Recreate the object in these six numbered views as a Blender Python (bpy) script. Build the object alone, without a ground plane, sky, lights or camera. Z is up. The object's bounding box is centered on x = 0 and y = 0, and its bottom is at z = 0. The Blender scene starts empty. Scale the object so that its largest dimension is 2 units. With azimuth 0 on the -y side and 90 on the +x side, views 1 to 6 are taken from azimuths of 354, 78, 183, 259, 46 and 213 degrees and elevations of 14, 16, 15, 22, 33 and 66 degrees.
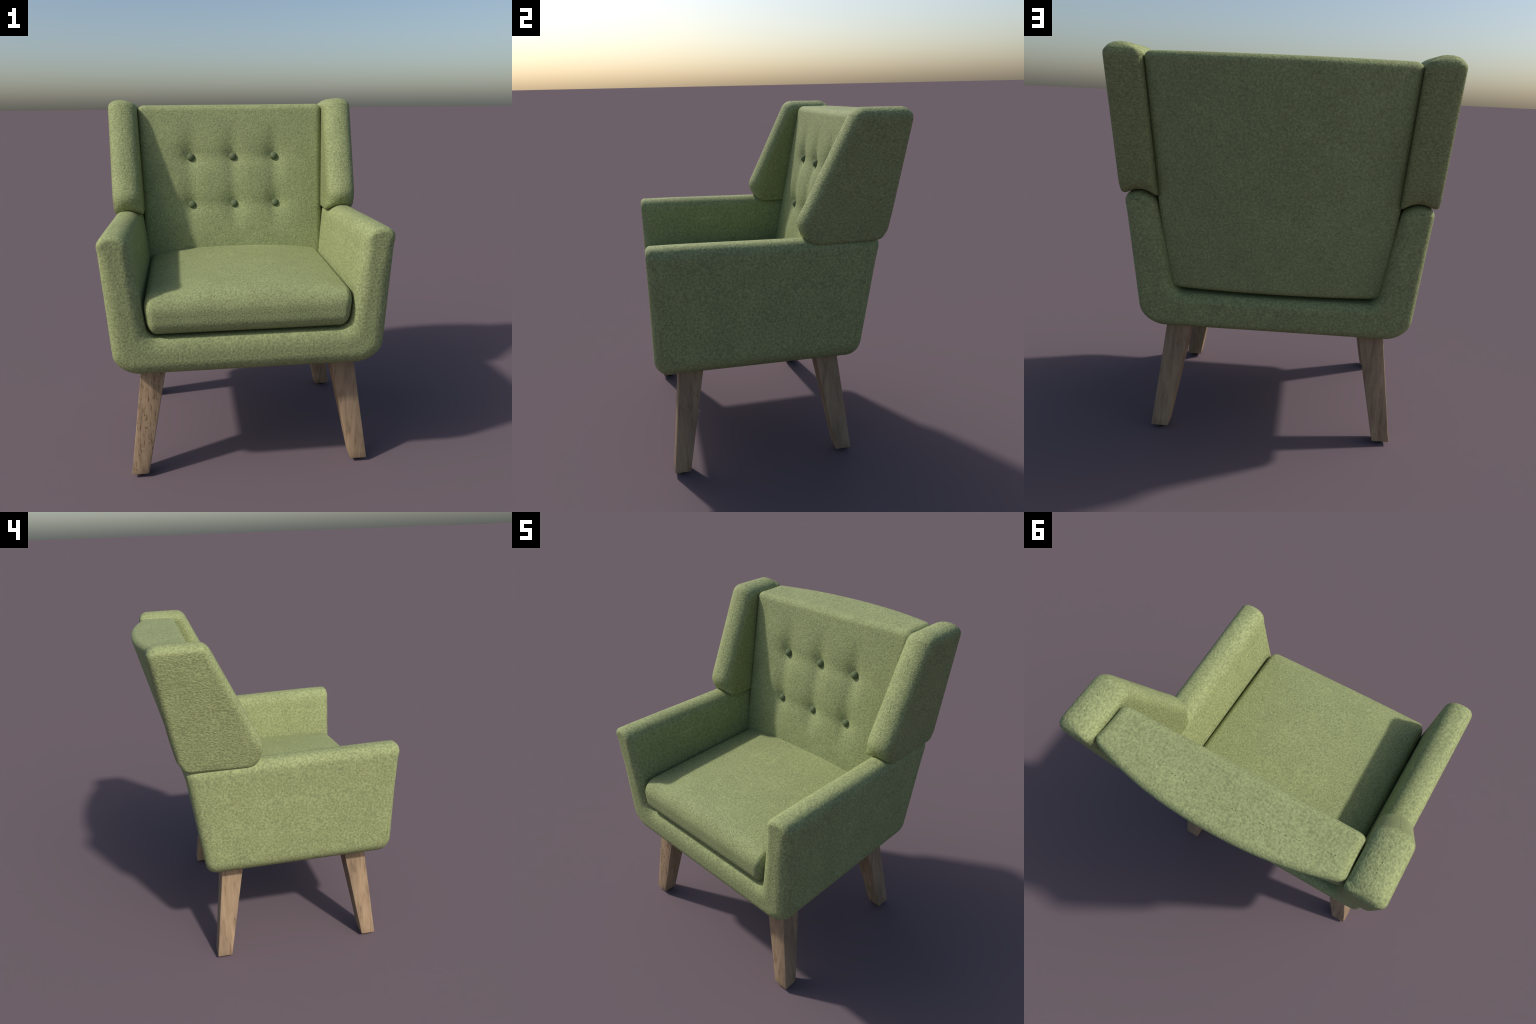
import bpy, bmesh, math, random
from mathutils import Vector, noise

random.seed(7)
TAU = math.tau


# ------------------------------------------------------------------ helpers
def lerp(a, b, t):
    return a + (b - a) * t


def smooth(t):
    t = max(0.0, min(1.0, t))
    return t * t * (3 - 2 * t)


def rounded_loop(corners, arc=8, step=0.03):
    """Closed counter-clockwise polygon with rounded corners.
    corners: (x, y, radius).  Returns points and outward unit normals."""
    n = len(corners)
    arcs = []
    for i in range(n):
        p = Vector(corners[i][:2])
        a = Vector(corners[i - 1][:2])
        b = Vector(corners[(i + 1) % n][:2])
        r = corners[i][2]
        d0, d1 = (p - a).normalized(), (b - p).normalized()
        turn = d0.x * d1.y - d0.y * d1.x
        ang = math.acos(max(-1, min(1, d0.dot(d1))))
        cut = r * math.tan(ang / 2)
        n0 = Vector((d0.y, -d0.x))
        n1 = Vector((d1.y, -d1.x))
        s = 1 if turn > 0 else -1
        c = p - d0 * cut - n0 * r * s
        pts = []
        for k in range(arc + 1):
            t = k / arc
            nn = (n0 * math.sin((1 - t) * ang) + n1 * math.sin(t * ang)) / max(1e-6, math.sin(ang))
            nn.normalize()
            pts.append((c + nn * r * s, nn.copy()))
        arcs.append(pts)
    P, N = [], []
    for i in range(n):
        for q, nn in arcs[i]:
            P.append(q)
            N.append(nn)
        a, na = arcs[i][-1]
        b, _ = arcs[(i + 1) % n][0]
        m = max(1, int((b - a).length / step))
        for k in range(1, m):
            P.append(a.lerp(b, k / m))
            N.append(na.copy())
    return P, N


def finish(name, verts, faces, mat, parent=None, warp=None):
    me = bpy.data.meshes.new(name)
    me.from_pydata([tuple(v) for v in verts], [], faces)
    bm = bmesh.new()
    bm.from_mesh(me)
    bmesh.ops.remove_doubles(bm, verts=bm.verts, dist=1e-5)
    bmesh.ops.recalc_face_normals(bm, faces=bm.faces)
    bm.to_mesh(me)
    bm.free()
    for p in me.polygons:
        p.use_smooth = True
    me.materials.append(mat)
    ob = bpy.data.objects.new(name, me)
    bpy.context.scene.collection.objects.link(ob)
    ob.parent = parent
    return ob


def soft_slab(P, N, place, rim0, rim1, span, steps=8, cap='fan', rings=10):
    """Slab whose outline is the loop P; `place(p, w)` puts a 2D point at depth
    w in 0..1 into space.  rim0/rim1(n, p) -> (inset, depth) is the soft rounding
    of the edge on both sides, span the thickness used to turn depth into w."""
    n = len(P)
    verts, faces = [], []
    levels = []
    for k in range(steps + 1):                       # side 0, from cap outwards
        th = k / steps * math.pi / 2
        row = []
        for p, nn in zip(P, N):
            ri, rd = rim0(nn, p)
            row.append((p - nn * ri * (1 - math.sin(th)), rd * (1 - math.cos(th)) / span))
        levels.append(row)
    mid = max(4, int(span / 0.04))
    for k in range(1, mid):
        row = []
        for p, nn in zip(P, N):
            a, b = rim0(nn, p)[1] / span, 1 - rim1(nn, p)[1] / span
            row.append((p, lerp(a, b, k / mid)))
        levels.append(row)
    for k in range(steps + 1):
        th = (1 - k / steps) * math.pi / 2
        row = []
        for p, nn in zip(P, N):
            ri, rd = rim1(nn, p)
            row.append((p - nn * ri * (1 - math.sin(th)), 1 - rd * (1 - math.cos(th)) / span))
        levels.append(row)
    for row in levels:
        for p, w in row:
            verts.append(place(p, w))
    for l in range(len(levels) - 1):
        for i in range(n):
            j = (i + 1) % n
            faces.append((l * n + i, l * n + j, (l + 1) * n + j, (l + 1) * n + i))
    for row, base in ((levels[0], 0), (levels[-1], (len(levels) - 1) * n)):
        w = row[0][1]
        if cap == 'fan':
            c = sum((p for p, _ in row), Vector((0, 0))) / n
            prev = base
            for k in range(1, rings):
                start = len(verts)
                for p, _ in row:
                    verts.append(place(p.lerp(c, k / rings), w))
                for i in range(n):
                    j = (i + 1) % n
                    faces.append((prev + i, prev + j, start + j, start + i))
                prev = start
            verts.append(place(c, w))
            for i in range(n):
                faces.append((prev + i, prev + (i + 1) % n, len(verts) - 1))
        else:                                        # strip between two chains
            chain_a, chain_b = cap
            m = len(chain_a)
            cols = []
            for i in range(m):
                a, b = row[chain_a[i]][0], row[chain_b[i]][0]
                col = [base + chain_a[i]]
                for k in range(1, rings):
                    col.append(len(verts))
                    verts.append(place(a.lerp(b, k / rings), w))
                col.append(base + chain_b[i])
                cols.append(col)
            for i in range(m - 1):
                for k in range(rings):
                    f = (cols[i][k], cols[i + 1][k], cols[i + 1][k + 1], cols[i][k + 1])
                    f = tuple(dict.fromkeys(f))
                    if len(f) >= 3:
                        faces.append(f)
    return verts, faces


def soft_box(nx, ny, nz, half, radius, warp):
    """Rounded box built on a dense grid, then bent into place by `warp`.
    radius = rounding along each axis (elliptic edges)."""
    def axis(n, h, r):
        core = h - r
        k = 7
        out = [-h + (1 - math.cos(i / k * math.pi / 2)) * 0 + r * (1 - math.tan((1 - i / k) * math.pi / 4)) for i in range(k)]
        inner = [lerp(-core, core, i / n) for i in range(n + 1)]
        return out + inner + [-v for v in reversed(out)]
    A = [axis(n, h, r) for n, h, r in zip((nx, ny, nz), half, radius)]
    verts, faces, index = [], [], {}

    def vert(i, j, k):
        key = (i, j, k)
        if key in index:
            return index[key]
        p = [A[0][i], A[1][j], A[2][k]]
        q = [max(-h + r, min(h - r, v)) for v, h, r in zip(p, half, radius)]
        d = Vector([(a - b) / r for a, b, r in zip(p, q, radius)])
        if d.length > 1e-9:
            d.normalize()
        s = [b + e * r for b, e, r in zip(q, d, radius)]
        index[key] = len(verts)
        verts.append(warp(*[v / h for v, h in zip(s, half)]))
        return index[key]
    X, Y, Z = (len(a) - 1 for a in A)
    for i in range(X):
        for j in range(Y):
            for k in (0, Z):
                faces.append((vert(i, j, k), vert(i + 1, j, k), vert(i + 1, j + 1, k), vert(i, j + 1, k)))
    for i in range(X):
        for k in range(Z):
            for j in (0, Y):
                faces.append((vert(i, j, k), vert(i + 1, j, k), vert(i + 1, j, k + 1), vert(i, j, k + 1)))
    for j in range(Y):
        for k in range(Z):
            for i in (0, X):
                faces.append((vert(i, j, k), vert(i, j + 1, k), vert(i, j + 1, k + 1), vert(i, j, k + 1)))
    return verts, faces


# ---------------------------------------------------------------- materials
def nodes_of(name):
    m = bpy.data.materials.new(name)
    m.use_nodes = True
    nt = m.node_tree
    return m, nt, nt.nodes['Principled BSDF']


def new(nt, kind, **inputs):
    nd = nt.nodes.new(kind)
    for k, v in inputs.items():
        nd.inputs[k.replace('_', ' ')].default_value = v
    return nd


def ramp(nt, src, stops):
    r = nt.nodes.new('ShaderNodeValToRGB')
    el = r.color_ramp.elements
    while len(el) < len(stops):
        el.new(0.5)
    for e, (p, c) in zip(el, stops):
        e.position = p
        e.color = (*c, 1)
    nt.links.new(src, r.inputs['Fac'])
    return r


GREEN = (0.256, 0.289, 0.129)


def fabric(name, grain=(95, 95, 95), contrast=0.29, bump=0.6, rough_bump=0.0035, colour=GREEN):
    """Felted wool: mottled two-scale grain with a soft nap."""
    m, nt, bsdf = nodes_of(name)
    L = nt.links.new
    tc = nt.nodes.new('ShaderNodeTexCoord')
    mp = nt.nodes.new('ShaderNodeMapping')
    mp.inputs['Scale'].default_value = grain
    L(tc.outputs['Object'], mp.inputs['Vector'])
    fine = new(nt, 'ShaderNodeTexNoise', Scale=1.0, Detail=2.5, Roughness=0.55)
    L(mp.outputs['Vector'], fine.inputs['Vector'])
    wide = new(nt, 'ShaderNodeTexNoise', Scale=7.0, Detail=3.0, Roughness=0.5)
    L(tc.outputs['Object'], wide.inputs['Vector'])
    dark = tuple(c * (1 - contrast) for c in colour)
    lite = tuple(c * (1 + contrast) for c in colour)
    r = ramp(nt, fine.outputs['Fac'], [(0.30, dark), (0.5, colour), (0.70, lite)])
    tone = ramp(nt, wide.outputs['Fac'], [(0.25, (0.93, 0.93, 0.93)), (0.75, (1.06, 1.06, 1.06))])
    mix = nt.nodes.new('ShaderNodeMix')
    mix.data_type = 'RGBA'
    mix.blend_type = 'MULTIPLY'
    mix.inputs['Factor'].default_value = 1
    L(r.outputs['Color'], mix.inputs['A'])
    L(tone.outputs['Color'], mix.inputs['B'])
    L(mix.outputs['Result'], bsdf.inputs['Base Color'])
    bsdf.inputs['Roughness'].default_value = 0.8
    bsdf.inputs['Specular IOR Level'].default_value = 0.28
    bp = nt.nodes.new('ShaderNodeBump')
    bp.inputs['Strength'].default_value = bump
    bp.inputs['Distance'].default_value = rough_bump
    L(fine.outputs['Fac'], bp.inputs['Height'])
    L(bp.outputs['Normal'], bsdf.inputs['Normal'])
    return m


def plain(name, colour, rough=0.6, spec=0.3):
    m, nt, bsdf = nodes_of(name)
    n = new(nt, 'ShaderNodeTexNoise', Scale=60.0, Detail=2.0)
    tc = nt.nodes.new('ShaderNodeTexCoord')
    nt.links.new(tc.outputs['Object'], n.inputs['Vector'])
    r = ramp(nt, n.outputs['Fac'], [(0.3, tuple(c * 0.94 for c in colour)), (0.7, tuple(c * 1.06 for c in colour))])
    nt.links.new(r.outputs['Color'], bsdf.inputs['Base Color'])
    bsdf.inputs['Roughness'].default_value = rough
    bsdf.inputs['Specular IOR Level'].default_value = spec
    return m


def wood(name, pores=0.30, front_only=False):
    m, nt, bsdf = nodes_of(name)
    L = nt.links.new
    tc = nt.nodes.new('ShaderNodeTexCoord')
    oi = nt.nodes.new('ShaderNodeObjectInfo')
    add = nt.nodes.new('ShaderNodeVectorMath')
    add.operation = 'ADD'
    sc = nt.nodes.new('ShaderNodeMath')
    sc.operation = 'MULTIPLY'
    sc.inputs[1].default_value = 13.0
    L(oi.outputs['Random'], sc.inputs[0])
    L(tc.outputs['Object'], add.inputs[0])
    L(sc.outputs[0], add.inputs[1])
    mp = nt.nodes.new('ShaderNodeMapping')
    mp.inputs['Scale'].default_value = (42, 42, 3.2)
    L(add.outputs[0], mp.inputs['Vector'])
    g = new(nt, 'ShaderNodeTexNoise', Scale=1.0, Detail=6.0, Roughness=0.6, Distortion=0.35)
    L(mp.outputs['Vector'], g.inputs['Vector'])
    mp2 = nt.nodes.new('ShaderNodeMapping')
    mp2.inputs['Scale'].default_value = (9, 9, 2.2)
    L(add.outputs[0], mp2.inputs['Vector'])
    g2 = new(nt, 'ShaderNodeTexNoise', Scale=1.0, Detail=2.0, Roughness=0.5, Distortion=0.6)
    L(mp2.outputs['Vector'], g2.inputs['Vector'])
    base = ramp(nt, g.outputs['Fac'], [(0.28, (0.172, 0.115, 0.069)), (0.46, (0.295, 0.206, 0.127)), (0.72, (0.385, 0.275, 0.172))])
    tone = ramp(nt, g2.outputs['Fac'], [(0.3, (0.80, 0.80, 0.82)), (0.7, (1.10, 1.08, 1.04))])
    mix = nt.nodes.new('ShaderNodeMix')
    mix.data_type = 'RGBA'
    mix.blend_type = 'MULTIPLY'
    mix.inputs['Factor'].default_value = 1
    L(base.outputs['Color'], mix.inputs['A'])
    L(tone.outputs['Color'], mix.inputs['B'])
    # open pores: thin dark dashes along the grain
    mp3 = nt.nodes.new('ShaderNodeMapping')
    mp3.inputs['Scale'].default_value = (130, 130, 6)
    L(add.outputs[0], mp3.inputs['Vector'])
    g3 = new(nt, 'ShaderNodeTexNoise', Scale=1.0, Detail=3.0, Roughness=0.6)
    L(mp3.outputs['Vector'], g3.inputs['Vector'])
    pore = ramp(nt, g3.outputs['Fac'], [(pores, (0.50, 0.45, 0.41)), (pores + 0.07, (1, 1, 1))])
    if front_only:                       # break long pores into dashes
        mp4 = nt.nodes.new('ShaderNodeMapping')
        mp4.inputs['Scale'].default_value = (60, 60, 42)
        L(add.outputs[0], mp4.inputs['Vector'])
        g4 = new(nt, 'ShaderNodeTexNoise', Scale=1.0, Detail=1.0)
        L(mp4.outputs['Vector'], g4.inputs['Vector'])
        dash = ramp(nt, g4.outputs['Fac'], [(0.47, (0, 0, 0)), (0.55, (1, 1, 1))])
        both = nt.nodes.new('ShaderNodeMix')
        both.data_type = 'RGBA'
        both.blend_type = 'LIGHTEN'
        both.inputs['Factor'].default_value = 1
        L(pore.outputs['Color'], both.inputs['A'])
        L(dash.outputs['Color'], both.inputs['B'])
        pore_out = both.outputs['Result']
        mp3.inputs['Scale'].default_value = (140, 140, 1.6)
    else:
        pore_out = pore.outputs['Color']
    mix2 = nt.nodes.new('ShaderNodeMix')
    mix2.data_type = 'RGBA'
    mix2.blend_type = 'MULTIPLY'
    mix2.inputs['Factor'].default_value = 1
    if front_only:                       # deep pores only on the face turned forwards
        geo = nt.nodes.new('ShaderNodeNewGeometry')
        sep = nt.nodes.new('ShaderNodeSeparateXYZ')
        L(geo.outputs['True Normal'], sep.inputs[0])
        lt = nt.nodes.new('ShaderNodeMath')
        lt.operation = 'LESS_THAN'
        lt.inputs[1].default_value = -0.7
        L(sep.outputs['Y'], lt.inputs[0])
        L(lt.outputs[0], mix2.inputs['Factor'])
    L(mix.outputs['Result'], mix2.inputs['A'])
    L(pore_out, mix2.inputs['B'])
    L(mix2.outputs['Result'], bsdf.inputs['Base Color'])
    bsdf.inputs['Roughness'].default_value = 0.62
    bsdf.inputs['Specular IOR Level'].default_value = 0.3
    bp = nt.nodes.new('ShaderNodeBump')
    bp.inputs['Strength'].default_value = 0.35
    bp.inputs['Distance'].default_value = 0.004
    L(pore_out, bp.inputs['Height'])
    L(bp.outputs['Normal'], bsdf.inputs['Normal'])
    return m


FAB_FRAME = fabric('felt_frame', (84, 84, 84))
FAB_SEAT = fabric('felt_seat', (115, 115, 115))
FAB_BACK = fabric('felt_back', (104, 104, 104), 0.27)
FAB_WING = fabric('felt_wing', (95, 82, 122), bump=0.65, rough_bump=0.005)
FAB_BUTTON = plain('felt_button', (0.112, 0.142, 0.072), 0.8, 0.2)
THREAD = plain('dark_thread', (0.085, 0.11, 0.045), 0.9, 0.1)
WOOD = wood('oak', 0.27)
WOOD_WORN = wood('worn_oak', 0.38, True)
GLIDE = plain('black_plastic', (0.02, 0.02, 0.02), 0.5, 0.4)

# -------------------------------------------------------------------- chair
chair = bpy.data.objects.new('wing_armchair', None)
bpy.context.scene.collection.objects.link(chair)
chair['label'] = 'green felt wing armchair with button back and wooden legs'
chair['category'] = 'armchair'

# ---- U-shaped frame: both arms and the base in one upholstered piece
ZB, ZT = 0.598, 1.355
half = [(0.698, ZB, 0.135), (0.750, ZT - 0.004, 0.058), (0.596, ZT + 0.004, 0.083), (0.524, 0.812, 0.065)]
corners = [(-half[0][0], half[0][1], half[0][2])] + half + [(-x, z, r) for x, z, r in reversed(half[1:])]
P, N = rounded_loop(corners, arc=10, step=0.03)


def y_front(z):
    return lerp(-0.714, -0.717, (z - ZB) / (ZT - ZB))


def y_rear(z):
    return lerp(0.418, 0.514, (z - ZB) / (ZT - ZB))


def frame_place(p, w):
    y = lerp(y_front(p.y), y_rear(p.y), w)
    low, high = smooth((0.72 - p.y) / 0.11), smooth((p.y - 1.15) / 0.2)
    z = p.y + low * lerp(0.016, 0.008, w) - high * (0.016 * smooth(w * 1.3) + 0.007 * smooth((w - 0.86) / 0.12))
    z -= 0.014 * smooth((w - 0.75) / 0.2) * smooth((0.57 - abs(p.x)) / 0.05) * smooth((p.y - 0.74) / 0.05)
    return Vector((p.x, y, z))


def rim_front(n, p):
    low = smooth((0.79 - p.y) / 0.17) * smooth((0.12 - n.y) / 0.5)
    top = smooth((p.y - 1.25) / 0.08)
    inner = 1.0 if n.x * p.x < 0 else 0.0
    sill = smooth(n.y * 1.3) * (1.0 if p.y < 1.1 else 0.0)
    ri, rd = lerp(0.072, 0.062, inner) * lerp(1, 0.74, smooth((p.y - 1.08) / 0.14)), lerp(0.046, 0.050, inner)
    ri, rd = lerp(ri, 0.085, sill), lerp(rd, 0.042, sill)
    ri, rd = lerp(ri, 0.030, top), lerp(rd, 0.026, top)
    return lerp(ri, 0.092, low), lerp(rd, 0.072, low)


def rim_rear(n, p):
    low = min(1.0, smooth((0.80 - p.y) / 0.15) * max(0.0, -n.y * 1.2))
    inner = 1.0 if n.x * p.x < 0 or n.y > 0.6 and p.y < 1 else 0.0
    return lerp(lerp(0.042, 0.060 if p.y < 1.15 else lerp(0.060, 0.036, smooth((p.y - 1.15) / 0.12)), inner), 0.05, low), lerp(0.055, 0.06, low)


# chains for closing the U-shaped front and rear faces: outer line vs inner line
def split_chains(P):
    n = len(P)
    top_r = max(range(n), key=lambda i: (P[i].y + (0.02 if P[i].x > 0 else -9) - abs(abs(P[i].x) - 0.675) * 0.3))
    top_l = max(range(n), key=lambda i: (P[i].y + (0.02 if P[i].x < 0 else -9) - abs(abs(P[i].x) - 0.675) * 0.3))
    outer = [(top_l + k) % n for k in range((top_r - top_l) % n + 1)]
    inner = [(top_l - k) % n for k in range((top_l - top_r) % n + 1)]

    def resample(ch, m):
        return [ch[round(k / (m - 1) * (len(ch) - 1))] for k in range(m)]
    return outer, inner, resample


outer, inner, _ = split_chains(P)


def param(ch):
    s = [0.0]
    for a, b in zip(ch, ch[1:]):
        s.append(s[-1] + (P[a] - P[b]).length)
    return [v / s[-1] for v in s]


po, pi = param(outer), param(inner)
ca, cb, i, j = [outer[0]], [inner[0]], 0, 0
while i < len(outer) - 1 or j < len(inner) - 1:      # walk both chains together
    if j >= len(inner) - 1 or (i < len(outer) - 1 and po[i + 1] <= pi[j + 1]):
        i += 1
    else:
        j += 1
    ca.append(outer[i])
    cb.append(inner[j])
v, f = soft_slab(P, N, frame_place, rim_front, rim_rear, 1.18, cap=(ca, cb), rings=8)
frame = finish('frame', v, f, FAB_FRAME, chair)

# ---- wings
WING = [(0.006, 1.300, 0.105), (0.544, 1.303, 0.085), (0.670, 1.998, 0.058), (0.353, 2.001, 0.075)]
PW, NW = rounded_loop(WING, arc=8, step=0.03)


def make_wing(side):
    T = 0.088

    def place(p, w):
        y, z = p
        c = (w - 0.5) * 2
        centre = lerp(0.664, 0.689, (z - 1.32) / 0.68) + 0.005 * (y - 0.35) / 0.3
        arch = lerp(0.016, 0.036, smooth((y - 0.1) / 0.4)) * (1 - c * c) * smooth((1.52 - z) / 0.20)
        return Vector((side * (centre + c * T), y, z + arch))

    def rim(n, p, edge_in, edge_deep, rear_in, rear_deep, low_in):
        low = smooth((-n.y - 0.45) / 0.45)
        rear = smooth((n.x - 0.55) / 0.4)
        ri, rd = lerp(edge_in, rear_in, rear), lerp(edge_deep, rear_deep, rear)
        return lerp(ri, low_in, low), lerp(rd, low_in * 1.1, low)
    v, f = soft_slab(PW, NW, place, lambda n, p: rim(n, p, 0.064, 0.096, 0.030, 0.032, 0.016), lambda n, p: rim(n, p, 0.048, 0.074, 0.036, 0.055, 0.030),
                     2 * T, steps=9, cap='fan', rings=10)
    ob = finish('wing', v, f, FAB_WING, chair)
    # shading normals bent down to darken the broad faces; the shape stays put
    normals = []
    for vert in ob.data.vertices:
        n = vert.normal.copy()
        n.z -= 0.24 * smooth((0.75 - abs(n.z)) / 0.5) * smooth((max(abs(n.x), n.y) - 0.55) / 0.35)
        normals.append(n.normalized())
    ob.data.normals_split_custom_set_from_vertices(normals)
    return ob


wings = [make_wing(1), make_wing(-1)]

# ---- seat cushion
def seat_warp(a, b, c):
    """a across, b front(-1)..rear(+1), c bottom..top"""
    t = (c + 1) / 2
    hx = lerp(0.525, 0.546, t) + 0.018 * (b + 1) / 2
    x = a * hx
    yf = -0.707 - 0.006 * math.cos(c * 1.3)
    y = lerp(yf, 0.36, (b + 1) / 2)
    edge = (1 - abs(a) ** 2.6) * (1 - max(0, -b) ** 6 * 0.9)
    z = lerp(0.822, 1.032, t) + 0.043 * edge * smooth(t * 1.3 - 0.3)
    return Vector((x, y, z))


v, f = soft_box(44, 44, 8, (0.52, 0.54, 0.105), (0.048, 0.080, 0.080), seat_warp)
seat = finish('seat_cushion', v, f, FAB_SEAT, chair)

# ---- back cushion with six tufted buttons
ROWS = (1.337, 1.637)
COLS = (-0.270, 0.003, 0.273)
TILT = 0.203


def front_plane(z):
    return 0.230 + TILT * (z - 1.017)


def tuft(x, z):
    """How far the front face is pulled in by the buttons and their folds."""
    d = 0.0
    for zb in ROWS:
        for xb in COLS:
            dx, dz = x - xb, z - zb
            r = math.hypot(dx, dz)
            d += 0.007 * math.exp(-(r / 0.036) ** 2) + 0.014 * math.exp(-(r / 0.105) ** 2)
        # shallow fold running along the row
        run = smooth((0.42 - abs(x)) / 0.15)
        d += 0.006 * run * math.exp(-((z - zb) / 0.045) ** 2)
    for xb in COLS:
        up = smooth((1.90 - z) / 0.22) * smooth((z - 1.14) / 0.16)
        d += 0.009 * up * math.exp(-((x - xb) / 0.05) ** 2)
    return d


def back_warp(a, b, c):
    t = (c + 1) / 2
    z = lerp(0.816, 1.966, t)
    hx = lerp(lerp(0.572, 0.602, t), lerp(0.572, 0.611, t), (b + 1) / 2)
    x = a * (hx - 0.007 * math.sin(math.pi * (b + 1) / 2) ** 0.7)
    bulge = 0.020 * (1 - abs(a) ** 3) * math.sin(max(0, min(1, (1.985 - z) / 0.95)) * math.pi / 2 * 1.15)
    yf = front_plane(z) - bulge
    pull = tuft(x, z)
    rear_edge = lerp(0.372, 0.632, t)
    yr = rear_edge + lerp(0.050, 0.098, t) * (1 - abs(a) ** 2.2)
    w = (b + 1) / 2
    y = lerp(yf, yr, w) + pull * max(0.0, 1 - w * 2.2)
    return Vector((x, y, z))


v, f = soft_box(96, 10, 96, (0.57, 0.13, 0.57), (0.042, 0.036, 0.036), back_warp)
back = finish('back_cushion', v, f, FAB_BACK, chair)
lifted = []
for vert in back.data.vertices:          # rear panel's normals tipped skyward for a lighter, cooler shade
    n = vert.normal.copy()
    n.z += 0.12 * smooth((n.y - 0.6) / 0.3)
    lifted.append(n.normalized())
back.data.normals_split_custom_set_from_vertices(lifted)

# ---- buttons
lean = math.atan(TILT)
bv, bf = [], []
SEG, RINGS = 28, 9
for k in range(RINGS + 1):
    ang = k / RINGS * math.pi * 0.62
    for s in range(SEG):
        th = s / SEG * TAU
        rr, hh = 0.0245 * math.sin(ang), 0.021 * math.cos(ang)
        bv.append((rr * math.cos(th), -hh, rr * math.sin(th)))
for k in range(RINGS):
    for s in range(SEG):
        q = (s + 1) % SEG
        bf.append((k * SEG + s, k * SEG + q, (k + 1) * SEG + q, (k + 1) * SEG + s))
bf.append(tuple(range(RINGS * SEG, RINGS * SEG + SEG)))
button_mesh = None
for zb in ROWS:
    for xb in COLS:
        if button_mesh is None:
            ob = finish('button', bv, bf, FAB_BUTTON, back)
            button_mesh = ob.data
        else:
            ob = bpy.data.objects.new('button', button_mesh)
            bpy.context.scene.collection.objects.link(ob)
            ob.parent = back
        ob.location = (xb, front_plane(zb) + 0.0175, zb)
        ob.rotation_euler = (-lean, 0, random.uniform(-0.05, 0.05))

# ---- legs: tapered, splayed, square
def make_leg(front, side):
    sy = -1 if front else 1
    foot = dict(xo=0.652, xi=0.560, yo=-0.648 if front else 0.396, yi=-0.558 if front else 0.304, z=0.018)
    top = dict(xo=0.572, xi=0.438, yo=-0.580 if front else 0.322, yi=-0.444 if front else 0.190, z=0.640)
    cx, cy = (foot['xo'] + foot['xi']) / 2 * side, (foot['yo'] + foot['yi']) / 2
    bm = bmesh.new()
    rings = []
    LV = 14
    for k in range(LV + 1):
        t = k / LV
        g = {q: lerp(foot[q], top[q], t) for q in foot}
        ring = [bm.verts.new((side * x - cx, y - cy, g['z'])) for x, y in
                ((g['xo'], g['yo']), (g['xi'], g['yo']), (g['xi'], g['yi']), (g['xo'], g['yi']))]
        rings.append(ring)
    for a, b in zip(rings, rings[1:]):
        for i in range(4):
            bm.faces.new((a[i], a[(i + 1) % 4], b[(i + 1) % 4], b[i]))
    bm.faces.new(rings[0])
    bm.faces.new(rings[-1])
    bmesh.ops.recalc_face_normals(bm, faces=bm.faces)
    edges = [e for e in bm.edges if e.calc_face_angle(0) > 0.5]
    bmesh.ops.bevel(bm, geom=edges, offset=0.006, segments=2, profile=0.5, affect='EDGES')
    me = bpy.data.meshes.new('leg')
    bm.to_mesh(me)
    bm.free()
    me.materials.append(WOOD_WORN if front and side < 0 else WOOD)
    for p in me.polygons:
        p.use_smooth = True
    me.set_sharp_from_angle(angle=math.radians(35))
    ob = bpy.data.objects.new('leg', me)
    bpy.context.scene.collection.objects.link(ob)
    ob.parent = chair
    ob.location = (cx, cy, 0)
    gv, gf = [], []
    for z, r in ((0.0, 0.022), (0.003, 0.025), (0.024, 0.025)):
        for s in range(24):
            gv.append((r * math.cos(s / 24 * TAU), r * math.sin(s / 24 * TAU), z))
    for l in range(2):
        for s in range(24):
            q = (s + 1) % 24
            gf.append((l * 24 + s, l * 24 + q, (l + 1) * 24 + q, (l + 1) * 24 + s))
    gf.append(tuple(range(24)))
    gf.append(tuple(range(48, 72)))
    glide = finish('glide', gv, gf, GLIDE, ob)
    return ob


for front in (True, False):
    for side in (1, -1):
        make_leg(front, side)


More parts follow.
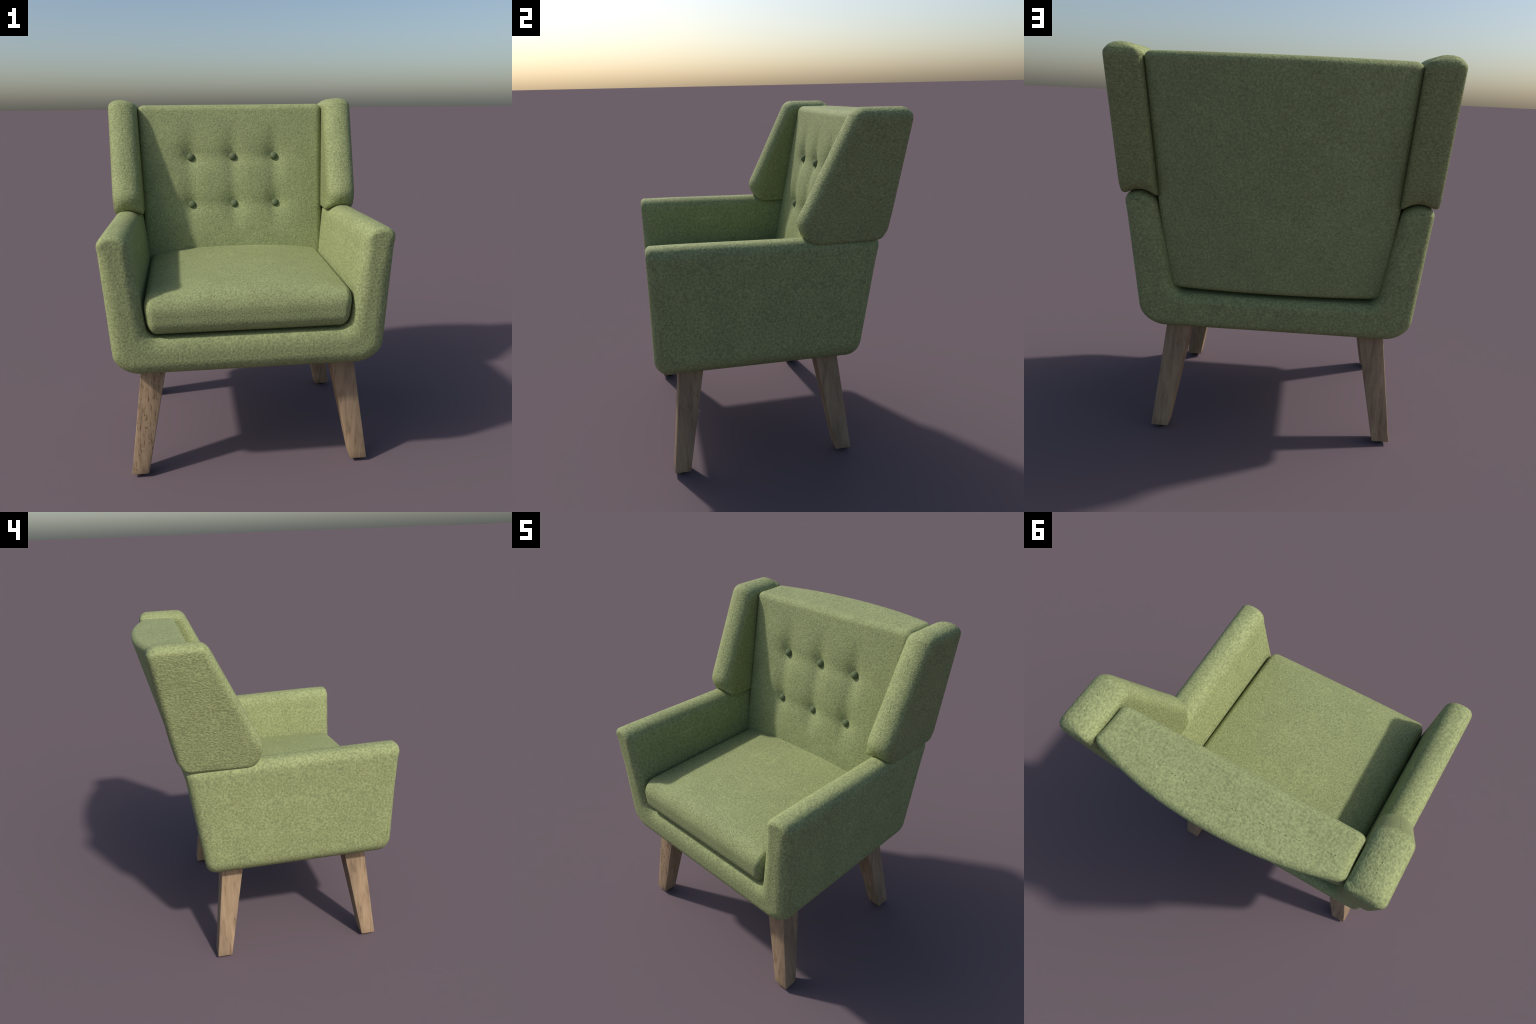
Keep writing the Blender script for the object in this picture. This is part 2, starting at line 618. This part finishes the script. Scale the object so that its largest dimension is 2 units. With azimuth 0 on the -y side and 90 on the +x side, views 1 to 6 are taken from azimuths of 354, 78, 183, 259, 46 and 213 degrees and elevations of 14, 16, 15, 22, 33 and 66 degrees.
# ---- seams: short dark stitches following the edges
def stitches(points, parent, gap=(0.010, 0.022), size=0.0014, skip=0.25):
    """points: list of (position, outward normal) along a seam."""
    verts, faces = [], []
    length = [0.0]
    for (a, _), (b, _) in zip(points, points[1:]):
        length.append(length[-1] + (b - a).length)

    def at(d):
        for i in range(len(length) - 1):
            if length[i + 1] >= d:
                t = (d - length[i]) / max(1e-9, length[i + 1] - length[i])
                return points[i][0].lerp(points[i + 1][0], t), points[i][1].lerp(points[i + 1][1], t).normalized()
        return points[-1]
    d = 0.004
    while d < length[-1] - 0.01:
        run = random.uniform(0.004, 0.010)
        if random.random() > skip:
            p, n = at(d)
            q, _ = at(d + run)
            along = (q - p).normalized()
            across = along.cross(n).normalized()
            jit = across * random.uniform(-0.0012, 0.0012)
            base = len(verts)
            r = size * random.uniform(0.7, 1.2)
            for k, w in ((0.0, 0.3), (0.25, 1.0), (0.75, 1.0), (1.0, 0.3)):
                c = p.lerp(q, k) + jit
                for s in range(6):
                    th = s / 6 * TAU
                    verts.append(c + (across * math.cos(th) + n * 0.8 * math.sin(th)) * r * w)
            for k in range(3):
                for s in range(6):
                    t = (s + 1) % 6
                    faces.append((base + k * 6 + s, base + k * 6 + t, base + k * 6 + 6 + t, base + k * 6 + 6 + s))
            faces.append(tuple(range(base, base + 6)))
            faces.append(tuple(range(base + 18, base + 24)))
        d += run + random.uniform(*gap) * 0.5
    ob = finish('stitching', verts, faces, THREAD, parent)
    ob['kind'] = 'stuff'
    return ob


from mathutils.bvhtree import BVHTree


def shoot(ob, starts, direction):
    tree = BVHTree.FromPolygons([v.co for v in ob.data.vertices], [tuple(p.vertices) for p in ob.data.polygons])
    out = []
    for s in starts:
        hit, nor, _, _ = tree.ray_cast(Vector(s), Vector(direction))
        if hit:
            if nor.dot(Vector(direction)) > 0:
                nor = -nor
            out.append((hit, nor))
    return out


line = [lerp(-0.48, 0.48, k / 60) for k in range(61)]
stitches(shoot(seat, [(x, -2, 0.935) for x in line], (0, 1, 0)), seat, skip=0.4, size=0.0011)
stitches(shoot(back, [(x, 0.553 + 0.045 * (1 - (x / 0.55) ** 2), 3) for x in [lerp(-0.53, 0.36, k / 60) for k in range(61)]], (0, 0, -1)), back, skip=0.45)
for ob, sd in zip(wings, (1, -1)):
    # along the middle of the padded front and top edge
    front_line = [(sd * lerp(0.664, 0.689, t), -1, lerp(1.40, 1.95, t)) for t in [k / 60 for k in range(61)]]
    stitches(shoot(ob, front_line, (0, 1, 0)), ob, skip=0.45)
    top_line = [(sd * 0.689, lerp(0.38, 0.64, k / 30), 3) for k in range(31)]
    stitches(shoot(ob, top_line, (0, 0, -1)), ob, skip=0.35)
for sd in (1, -1):
    zs = [lerp(0.76, 1.28, k / 60) for k in range(61)]
    stitches(shoot(frame, [(sd * 2, -0.672, z) for z in zs], (-sd, 0, 0)), frame, skip=0.5, size=0.0011)
    stitches(shoot(frame, [(sd * 2, y_rear(z) - 0.055, z) for z in zs], (-sd, 0, 0)), frame, skip=0.3, size=0.0013)
